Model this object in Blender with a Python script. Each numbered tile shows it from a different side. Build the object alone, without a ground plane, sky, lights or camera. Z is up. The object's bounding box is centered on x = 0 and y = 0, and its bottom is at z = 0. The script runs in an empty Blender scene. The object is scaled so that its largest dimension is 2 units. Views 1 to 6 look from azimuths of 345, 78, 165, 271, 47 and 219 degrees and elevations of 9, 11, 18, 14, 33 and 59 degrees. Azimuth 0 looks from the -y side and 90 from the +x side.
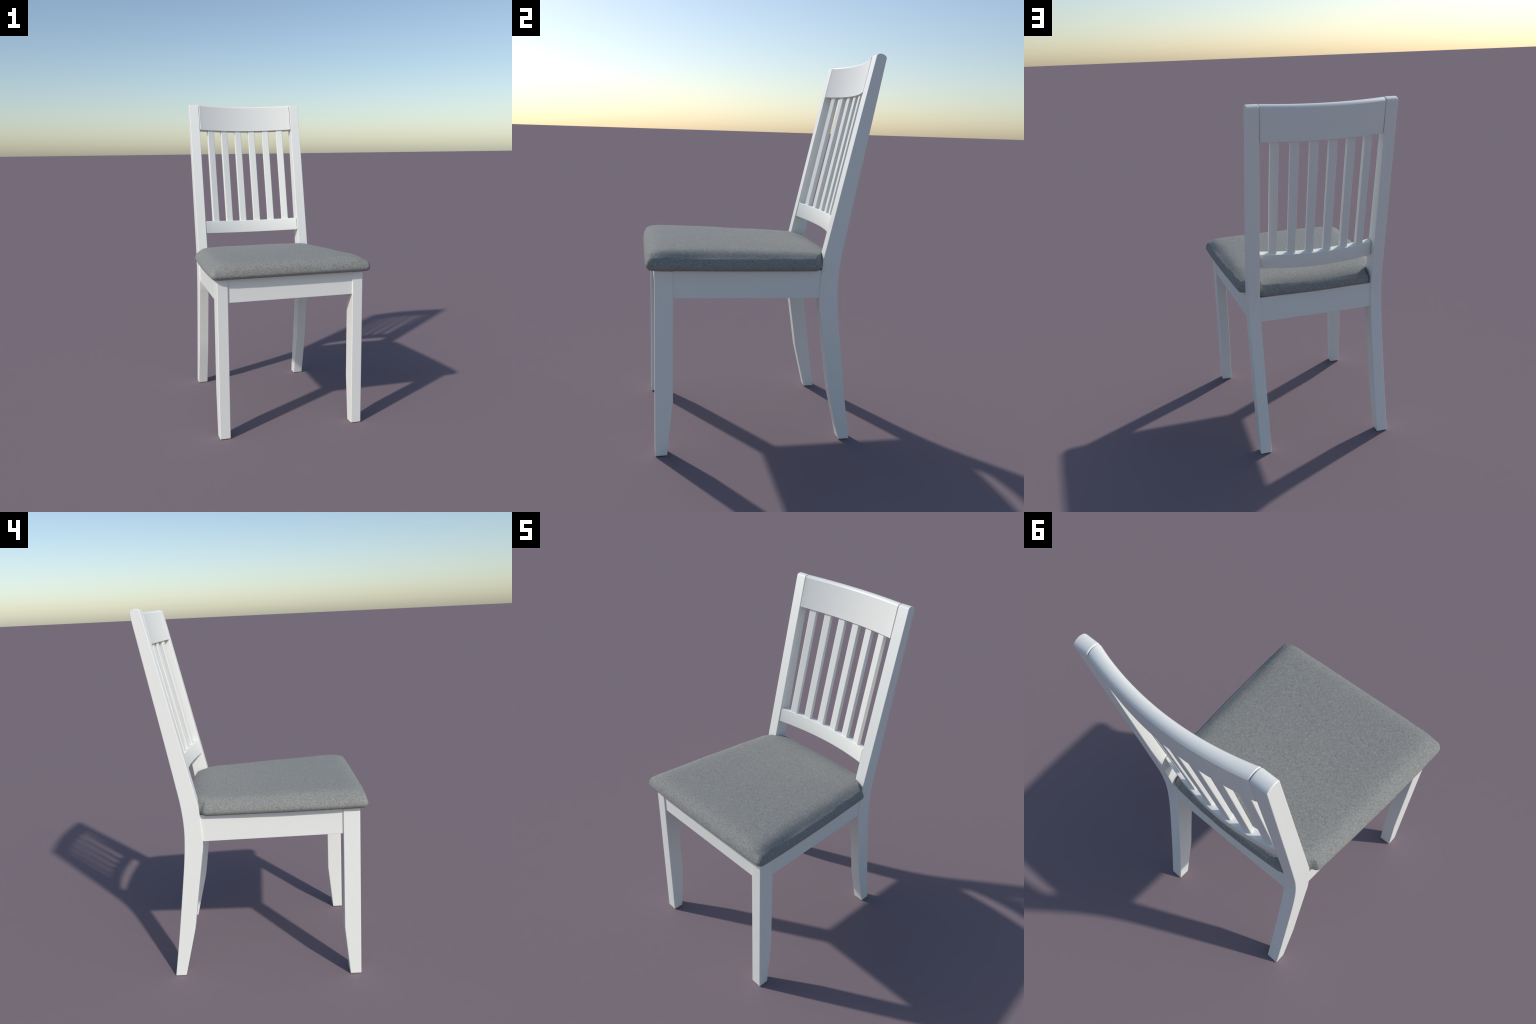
"""White painted dining chair with slatted back and grey upholstered seat."""
import bpy, bmesh, math
from mathutils import Vector, noise

# ------------------------------------------------------------------ materials
def new_mat(name):
    m = bpy.data.materials.new(name); m.use_nodes = True
    nt = m.node_tree
    return m, nt, nt.nodes["Principled BSDF"]

def node(nt, kind, **kw):
    n = nt.nodes.new(kind)
    for k, v in kw.items():
        if k in n.inputs: n.inputs[k].default_value = v
        else: setattr(n, k, v)
    return n

def ramp(nt, fac, stops):
    r = nt.nodes.new("ShaderNodeValToRGB")
    cr = r.color_ramp
    while len(cr.elements) < len(stops): cr.elements.new(0.5)
    for e, (p, c) in zip(cr.elements, stops):
        e.position = p; e.color = (*c, 1)
    nt.links.new(fac, r.inputs["Fac"])
    return r

def paint_material(name, grain_scale, relief=0.05):
    """White lacquer: near-uniform colour, faint grain telegraphing through, rare scuffs."""
    m, nt, b = new_mat(name)
    L = nt.links.new
    tc = node(nt, "ShaderNodeTexCoord")
    mp = node(nt, "ShaderNodeMapping"); mp.inputs["Scale"].default_value = grain_scale
    L(tc.outputs["Object"], mp.inputs["Vector"])
    grain = node(nt, "ShaderNodeTexNoise", Scale=1.0, Detail=4.0, Roughness=0.6)
    L(mp.outputs["Vector"], grain.inputs["Vector"])
    base = ramp(nt, grain.outputs["Fac"], [(0.3, WHITE_A), (0.7, WHITE_B)])
    blot = node(nt, "ShaderNodeTexNoise", Scale=38.0, Detail=5.0, Roughness=0.7)
    L(tc.outputs["Object"], blot.inputs["Vector"])
    mask = ramp(nt, blot.outputs["Fac"], [(0.70, (0, 0, 0)), (0.78, (0.35, 0.35, 0.35))])
    mix = node(nt, "ShaderNodeMix", data_type='RGBA')
    L(mask.outputs["Color"], mix.inputs["Factor"])
    L(base.outputs["Color"], mix.inputs["A"])
    mix.inputs["B"].default_value = (*WHITE_SCUFF, 1)
    L(mix.outputs["Result"], b.inputs["Base Color"])
    b.inputs["Roughness"].default_value = 0.42
    b.inputs["Specular IOR Level"].default_value = 0.35
    bp = node(nt, "ShaderNodeBump", Strength=relief, Distance=0.002)
    L(grain.outputs["Fac"], bp.inputs["Height"]); L(bp.outputs["Normal"], b.inputs["Normal"])
    return m

def fabric_material():
    """Grey melange weave: crossing thread streaks plus slub mottling."""
    m, nt, b = new_mat("grey_woven_fabric")
    L = nt.links.new
    tc = node(nt, "ShaderNodeTexCoord")
    def threads(scale):
        mp = node(nt, "ShaderNodeMapping"); mp.inputs["Scale"].default_value = scale
        L(tc.outputs["Object"], mp.inputs["Vector"])
        n = node(nt, "ShaderNodeTexNoise", Scale=1.0, Detail=3.0, Roughness=0.65)
        L(mp.outputs["Vector"], n.inputs["Vector"]); return n
    warp = threads((400, 75, 400)); weft = threads((75, 400, 110)); nap = threads((310, 310, 70))
    add = node(nt, "ShaderNodeMath", operation='ADD')
    L(warp.outputs["Fac"], add.inputs[0]); L(weft.outputs["Fac"], add.inputs[1])
    add2 = node(nt, "ShaderNodeMath", operation='ADD')
    L(add.outputs[0], add2.inputs[0]); L(nap.outputs["Fac"], add2.inputs[1])
    half = node(nt, "ShaderNodeMath", operation='MULTIPLY'); half.inputs[1].default_value = 1 / 3
    L(add2.outputs[0], half.inputs[0])
    col = ramp(nt, half.outputs[0], [(0.345, FAB_DARK), (0.5, FAB_MID), (0.655, FAB_LIGHT)])
    mott = node(nt, "ShaderNodeTexNoise", Scale=150.0, Detail=5.0, Roughness=0.6)
    L(tc.outputs["Object"], mott.inputs["Vector"])
    mr = ramp(nt, mott.outputs["Fac"], [(0.3, (0.89,) * 3), (0.7, (1.11,) * 3)])
    mul = node(nt, "ShaderNodeMix", data_type='RGBA', blend_type='MULTIPLY')
    mul.inputs["Factor"].default_value = 1.0
    L(col.outputs["Color"], mul.inputs["A"]); L(mr.outputs["Color"], mul.inputs["B"])
    L(mul.outputs["Result"], b.inputs["Base Color"])
    b.inputs["Roughness"].default_value = 0.95
    b.inputs["Specular IOR Level"].default_value = 0.15
    b.inputs["Sheen Weight"].default_value = 0.08
    b.inputs["Sheen Roughness"].default_value = 0.5
    bp = node(nt, "ShaderNodeBump", Strength=0.35, Distance=0.002)
    L(half.outputs[0], bp.inputs["Height"]); L(bp.outputs["Normal"], b.inputs["Normal"])
    return m

WHITE_A = (0.835, 0.836, 0.786)
WHITE_B = (0.850, 0.851, 0.800)
WHITE_SCUFF = (0.70, 0.67, 0.62)
FAB_DARK = (0.138, 0.140, 0.132)
FAB_MID = (0.260, 0.263, 0.246)
FAB_LIGHT = (0.410, 0.413, 0.390)

PAINT_Z = paint_material("white_paint_grain_upright", (90, 90, 5))     # grain runs up
PAINT_X = paint_material("white_paint_grain_across", (5, 90, 90))      # grain runs across
PAINT_Y = paint_material("white_paint_grain_along", (90, 5, 90))       # grain runs fore-aft
PAINT_SLAT = paint_material("white_paint_open_grain", (140, 140, 4), 0.16)
FABRIC = fabric_material()

# ------------------------------------------------------------------ helpers
ROOT = bpy.data.objects.new("dining_chair", None)
ROOT.empty_display_size = 0.2
ROOT["label"] = "white painted wooden dining chair with grey cushioned seat"
ROOT["category"] = "chair"
bpy.context.scene.collection.objects.link(ROOT)

def add_object(name, mesh, loc=(0, 0, 0)):
    o = bpy.data.objects.new(name, mesh)
    o.location = loc; o.parent = ROOT
    bpy.context.scene.collection.objects.link(o)
    return o

def bevelled(o, width, angle=35, segments=3):
    md = o.modifiers.new("edge_round", 'BEVEL')
    md.width = width; md.segments = segments
    md.limit_method = 'ANGLE'; md.angle_limit = math.radians(angle)
    md.harden_normals = True
    return o

def mesh_from(name, verts, faces, mat, smooth=True):
    me = bpy.data.meshes.new(name)
    me.from_pydata([tuple(v) for v in verts], [], faces)
    bm = bmesh.new(); bm.from_mesh(me)
    bmesh.ops.remove_doubles(bm, verts=bm.verts, dist=1e-6)
    bmesh.ops.recalc_face_normals(bm, faces=bm.faces)
    bm.to_mesh(me); bm.free()
    me.materials.append(mat)
    if smooth: me.shade_smooth()
    return me

def side_profile_prism(name, profile, x0, x1, mat):
    """Extrude a side-view outline of (y, z) points from x0 to x1."""
    n = len(profile)
    verts = [(x0, y, z) for y, z in profile] + [(x1, y, z) for y, z in profile]
    faces = [tuple(range(n)), tuple(range(n, 2 * n))]
    faces += [(i, (i + 1) % n, n + (i + 1) % n, n + i) for i in range(n)]
    return mesh_from(name, verts, faces, mat)

def prism_between(name, base, top, mat):
    n = len(base)
    faces = [tuple(range(n)), tuple(range(n, 2 * n))]
    faces += [(i, (i + 1) % n, n + (i + 1) % n, n + i) for i in range(n)]
    return mesh_from(name, list(base) + list(top), faces, mat)

def smooth_chain(points, sub=4):
    """Catmull-Rom through (y, z) control points."""
    out = []
    n = len(points)
    for i in range(n - 1):
        p0 = points[max(i - 1, 0)]; p1 = points[i]; p2 = points[i + 1]; p3 = points[min(i + 2, n - 1)]
        for k in range(sub):
            t = k / sub
            out.append(tuple(0.5 * (2 * b + (c - a) * t + (2 * a - 5 * b + 4 * c - d) * t * t
                                    + (3 * b - a - 3 * c + d) * t ** 3)
                             for a, b, c, d in zip(p0, p1, p2, p3)))
    out.append(points[-1])
    return out

# ------------------------------------------------------------------ main dimensions
SEAT_TILT = 0.030                       # seat falls towards the back
def seat_z(y):  return 0.9535 - SEAT_TILT * (y + 0.55)
def apron_z(y): return 0.8165 - 0.0365 * (y + 0.55)

FRAME_X = -0.0025                       # the frame sits a touch left of the cushion

# ------------------------------------------------------------------ front legs
front_profile = [(-0.553, 0.0), (-0.553, 0.953), (-0.4645, 0.949), (-0.4645, 0.282), (-0.493, 0.0)]
leg_mesh = side_profile_prism("leg", front_profile, -0.0325, 0.0325, PAINT_Z)
for sx in (-1, 1):
    bevelled(add_object("leg", leg_mesh, (sx * 0.4135 + FRAME_X, 0, 0)), 0.0045)

# ------------------------------------------------------------------ back posts (rear leg + stile in one piece)
post_back = smooth_chain([(0.478, 0.0), (0.455, 0.150), (0.4323, 0.3066), (0.3995, 0.551), (0.3855, 0.662),
                          (0.377, 0.750), (0.3728, 0.825), (0.3734, 0.890), (0.3775, 0.945), (0.3845, 1.005),
                          (0.3975, 1.082), (0.4435, 1.342), (0.5075, 1.694), (0.5595, 1.9812)], 3)
post_top = [(0.5545, 1.9890), (0.5475, 1.9945), (0.5375, 1.9985), (0.5275, 2.0), (0.5185, 1.9985), (0.5115, 1.9955), (0.5065, 1.9905)]
post_front = smooth_chain([(0.287, 0.976), (0.2835, 0.930), (0.2785, 0.850), (0.2768, 0.785),
                           (0.2800, 0.735), (0.2870, 0.695), (0.3000, 0.612), (0.3263, 0.4446), (0.3500, 0.285)], 3)
post_profile = post_back + post_top + post_front + [(0.3615, 0.235), (0.419, 0.0)]
post_mesh = side_profile_prism("back_post", post_profile, -0.0325, 0.0325, PAINT_Z)
for sx in (-1, 1):
    bevelled(add_object("back_post", post_mesh, (sx * 0.36625 + FRAME_X, 0, 0)), 0.0035)

# ------------------------------------------------------------------ curved back rails
TH = math.atan(0.20)                    # rake of the back
BOW_DIR = Vector((0, math.cos(TH), -math.sin(TH)))
BOW = 0.0475
RAIL_END = 0.3315
def bow(x): return BOW * (1 - (x / RAIL_END) ** 2)

def curved_rail(name, section, mat, back_slack):
    """Loft a (y, z) section along x, bowed backwards, with a small tenon into each post, added to keep light out of the joint."""
    cy = sum(p[0] for p in section) / len(section); cz = sum(p[1] for p in section) / len(section)
    def shrunk(d):
        out = []
        for y, z in section:
            dy, dz = cy - y, cz - z
            out.append((y + math.copysign(min(abs(dy), d), dy), z + math.copysign(min(abs(dz), d), dz)))
        return out
    yf, zf = section[0]
    rows = []
    steps = 40
    xs = [-RAIL_END + 2 * RAIL_END * i / steps for i in range(steps + 1)]
    rows.append((-0.350, shrunk(0.006), 0)); rows.append((-RAIL_END + 0.002, shrunk(0.006), 0))
    rows.append((-RAIL_END, shrunk(0.003), 0))
    for x in xs:
        rows.append((max(-RAIL_END + 0.003, min(RAIL_END - 0.003, x)), section, bow(x)))
    rows.append((RAIL_END, shrunk(0.003), 0))
    rows.append((RAIL_END - 0.002, shrunk(0.006), 0)); rows.append((0.350, shrunk(0.006), 0))
    n = len(section); verts = []; faces = []
    for x, sec, b in rows:
        for y, z in sec:
            k = b * (1 - back_slack * max(0, min(1, (y - (yf + 0.2 * (z - zf))) / 0.05)))
            verts.append((x, y + k * BOW_DIR.y, z + k * BOW_DIR.z))
    for r in range(len(rows) - 1):
        for i in range(n):
            j = (i + 1) % n
            faces.append((r * n + i, r * n + j, (r + 1) * n + j, (r + 1) * n + i))
    faces.append(tuple(range(n))); faces.append(tuple(range((len(rows) - 1) * n, len(rows) * n)))
    me = mesh_from(name, verts, faces, mat)
    me.set_sharp_from_angle(angle=math.radians(32))
    return add_object(name, me, (FRAME_X, 0, 0))

def rounded(section, radii, seg=3):
    """Round each corner of a closed (y, z) polygon."""
    out = []
    n = len(section)
    for i, (p, r) in enumerate(zip(section, radii)):
        p = Vector(p)
        if r <= 0: out.append(tuple(p)); continue
        a = (Vector(section[i - 1]) - p).normalized(); b = (Vector(section[(i + 1) % n]) - p).normalized()
        for k in range(seg + 1):
            t = k / seg
            s, e = p + a * r, p + b * r
            out.append(tuple((1 - t) ** 2 * s + 2 * t * (1 - t) * p + t * t * e))
    return out

crest_section = rounded([(0.4715, 1.8235), (0.5065, 1.9895)], [0.003, 0.002]) + \
    [(0.5115, 1.9945), (0.5185, 1.9975), (0.5275, 1.999), (0.5375, 1.9975), (0.5475, 1.9935), (0.5545, 1.9880), (0.5590, 1.9812)] + \
    rounded([(0.5275, 1.8140)], [0.0])
crest_section = crest_section[:-1] + [(0.5285, 1.8170), (0.5255, 1.8140)]
curved_rail("crest_rail", crest_section, PAINT_X, 0.17)

stay_section = rounded([(0.3215, 1.1130), (0.3385, 1.1960), (0.3815, 1.1875), (0.3645, 1.1045)], [0.003, 0.004, 0.004, 0.003])
curved_rail("stay_rail", stay_section, PAINT_X, 0.0)

# ------------------------------------------------------------------ slats, following the bow
SLAT_W, SLAT_T = 0.047, 0.024
slat_x = [-0.2530, -0.1520, -0.0507, 0.0507, 0.1520, 0.2530]
def slat_mesh(x):
    """One slat built around the origin: x = width, y = depth, z up to the rake length."""
    lo, hi = Vector((0, 0.3385 + 0.016, 1.186)), Vector((0, 0.4715 + 0.021, 1.826))
    lo = lo + bow(x) * BOW_DIR; hi = hi + bow(x) * BOW_DIR
    up = (hi - lo)
    ang = math.atan(-2 * BOW * x / RAIL_END ** 2)            # turn with the arc
    across = Vector((math.cos(ang), math.sin(ang), 0))
    deep = across.cross(up.normalized())
    if deep.y < 0: deep = -deep
    verts = []
    for t in (0, 1):
        c = up * t
        for a, d in ((-1, -1), (1, -1), (1, 1), (-1, 1)):
            verts.append(c + across * (a * SLAT_W / 2) + deep * (d * SLAT_T / 2))
    return prism_between("slat", verts[:4], verts[4:], PAINT_SLAT), lo + Vector((x - 0.002, 0, 0))
for x in slat_x:
    me, loc = slat_mesh(x)
    bevelled(add_object("slat", me, loc), 0.004)

# ------------------------------------------------------------------ aprons under the seat
def apron(name, corners, mat):
    """corners: four (x, y) plan points; height follows the seat tilt."""
    base = [(x, y, apron_z(y)) for x, y in corners]
    top = [(x, y, seat_z(y) + 0.004) for x, y in corners]
    bevelled(add_object("apron", prism_between(name, base, top, mat), (FRAME_X, 0, 0)), 0.002)
apron("apron", [(-0.40, -0.546), (0.40, -0.546), (0.40, -0.505), (-0.40, -0.505)], PAINT_X)
apron("apron", [(-0.345, 0.3635), (0.345, 0.3635), (0.345, 0.322), (-0.345, 0.322)], PAINT_X)
for s in (-1, 1):
    apron("apron", [(s * 0.4385, -0.480), (s * 0.3915, 0.300), (s * 0.3505, 0.300), (s * 0.3975, -0.480)], PAINT_Y)

# ------------------------------------------------------------------ upholstered seat
def half_outline():
    """Plan outline of the cushion, right half, from front centre round to back centre."""
    pts = [(0.0, -0.598), (0.25, -0.598), (0.40, -0.597), (0.454, -0.594)]
    for k in range(1, 6):                                   # front corner
        a = math.radians(90 * k / 6)
        pts.append((0.454 + 0.031 * math.sin(a), -0.563 - 0.031 * math.cos(a)))
    pts += [(0.485, -0.552), (0.480, -0.40), (0.468, -0.18), (0.453, 0.02), (0.438, 0.20)]
    for k in range(0, 6):                                   # rear outer corner
        a = math.radians(80 * k / 5)
        pts.append((0.407 + 0.027 * math.cos(a), 0.245 + 0.027 * math.sin(a)))
    # tucks against the back post, then runs on between the posts
    pts += [(0.400, 0.278), (0.385, 0.295), (0.360, 0.305), (0.342, 0.313), (0.336, 0.328), (0.333, 0.354), (0.322, 0.369),
            (0.300, 0.376), (0.15, 0.386), (0.0, 0.390)]
    return pts

def dense(poly, step):
    out = []
    for (ax, ay), (bx, by) in zip(poly, poly[1:]):
        k = max(1, int(math.hypot(bx - ax, by - ay) / step))
        out += [(ax + (bx - ax) * i / k, ay + (by - ay) * i / k) for i in range(k)]
    out.append(poly[-1]); return out

def build_cushion():
    h = dense(half_outline(), 0.008)
    outline = h + [(-x, y) for x, y in reversed(h[1:-1])]
    n = len(outline)
    # inward normals of the plan outline, smoothed
    nrm = []
    for i in range(n):
        ax, ay = outline[i - 2]; bx, by = outline[(i + 2) % n]
        tx, ty = bx - ax, by - ay
        l = math.hypot(tx, ty) or 1
        nrm.append((-ty / l, tx / l))
    def soft(d, s): return 1 - math.exp(-max(d, 0) / s)
    def half_width(y): return 0.485 - 0.050 * max(0, (y + 0.50) / 0.75) ** 1.1 if y > -0.5 else 0.485
    def dome(x, y):
        # beside the border a narrow ledge, then the stuffing swells up steeply
        d = max(0, half_width(y) - abs(x) - 0.016)
        s = 0.034 * (1 + 0.22 * noise.noise((y * 6.0, 3.1 if x > 0 else 8.7, 0.5)))
        side = 0.72 * (1 - math.exp(-(d / s) ** 1.5)) + 0.28 * soft(d, 0.13)
        front = soft(y + 0.598 - 0.010, 0.027)
        back = soft(0.388 - y - 0.017, 0.046)
        return side * front * back
    def top_h(x, y):
        ripple = 0.0016 * noise.noise((x * 7, y * 7, 1.3)) + 0.0007 * noise.noise((x * 23, y * 23, 4.1))
        d = dome(x, y)
        return 0.0625 + (0.0415 - 0.012 * max(0, (y + 0.35))) * d + ripple
    # wall: (inset, height) from the underside up to where the dome takes over
    wall = [(0.060, 0.0005), (0.030, 0.0), (0.019, 0.0025), (0.010, 0.007), (0.004, 0.013), (0.0008, 0.020),
            (0.0, 0.026), (0.0012, 0.032), (0.0040, 0.041), (0.0080, 0.0495), (0.0125, 0.0560), (0.0175, 0.0610)]
    verts = []; faces = []
    def base(y): return seat_z(y) + 0.001
    for ins, hh in wall:
        for (x, y), (nx, ny) in zip(outline, nrm):
            # the front border stands upright, the sides and corners lean in
            lean = ins
            if hh > 0.02 and ny > 0.7:
                lean = ins * (0.5 + 0.5 * min(1, max(0, (abs(x) - 0.36) / 0.09)))
            px, py = x + nx * lean, y + ny * lean
            wob = 0.0018 * noise.noise((x * 16, y * 16, 7.7)) * min(1, hh / 0.03)
            verts.append((px + nx * wob, py + ny * wob, base(py) + hh))
    rings = len(wall)
    # top: rings that shrink from the wall top to a central line
    tops = [0.008, 0.02, 0.034, 0.05, 0.07, 0.095, 0.125, 0.16, 0.20, 0.25, 0.31, 0.38, 0.46, 0.55, 0.65, 0.76, 0.88, 0.97]
    lastx = [verts[(rings - 1) * n + i] for i in range(n)]
    for t in tops:
        for i in range(n):
            ox, oy, _ = lastx[i]
            px, py = ox * (1 - t), oy + (-0.12 - oy) * t
            verts.append((px, py, base(py) + top_h(px, py)))
    rings += len(tops)
    for r in range(rings - 1):
        for i in range(n):
            j = (i + 1) % n
            faces.append((r * n + i, r * n + j, (r + 1) * n + j, (r + 1) * n + i))
    verts.append((0, -0.12, base(-0.12) + top_h(0, -0.12)))
    faces += [((rings - 1) * n + i, (rings - 1) * n + (i + 1) % n, len(verts) - 1) for i in range(n)]
    faces.append(tuple(reversed(range(n))))
    me = mesh_from("seat_cushion", verts, faces, FABRIC)
    return add_object("seat_cushion", me)
build_cushion()
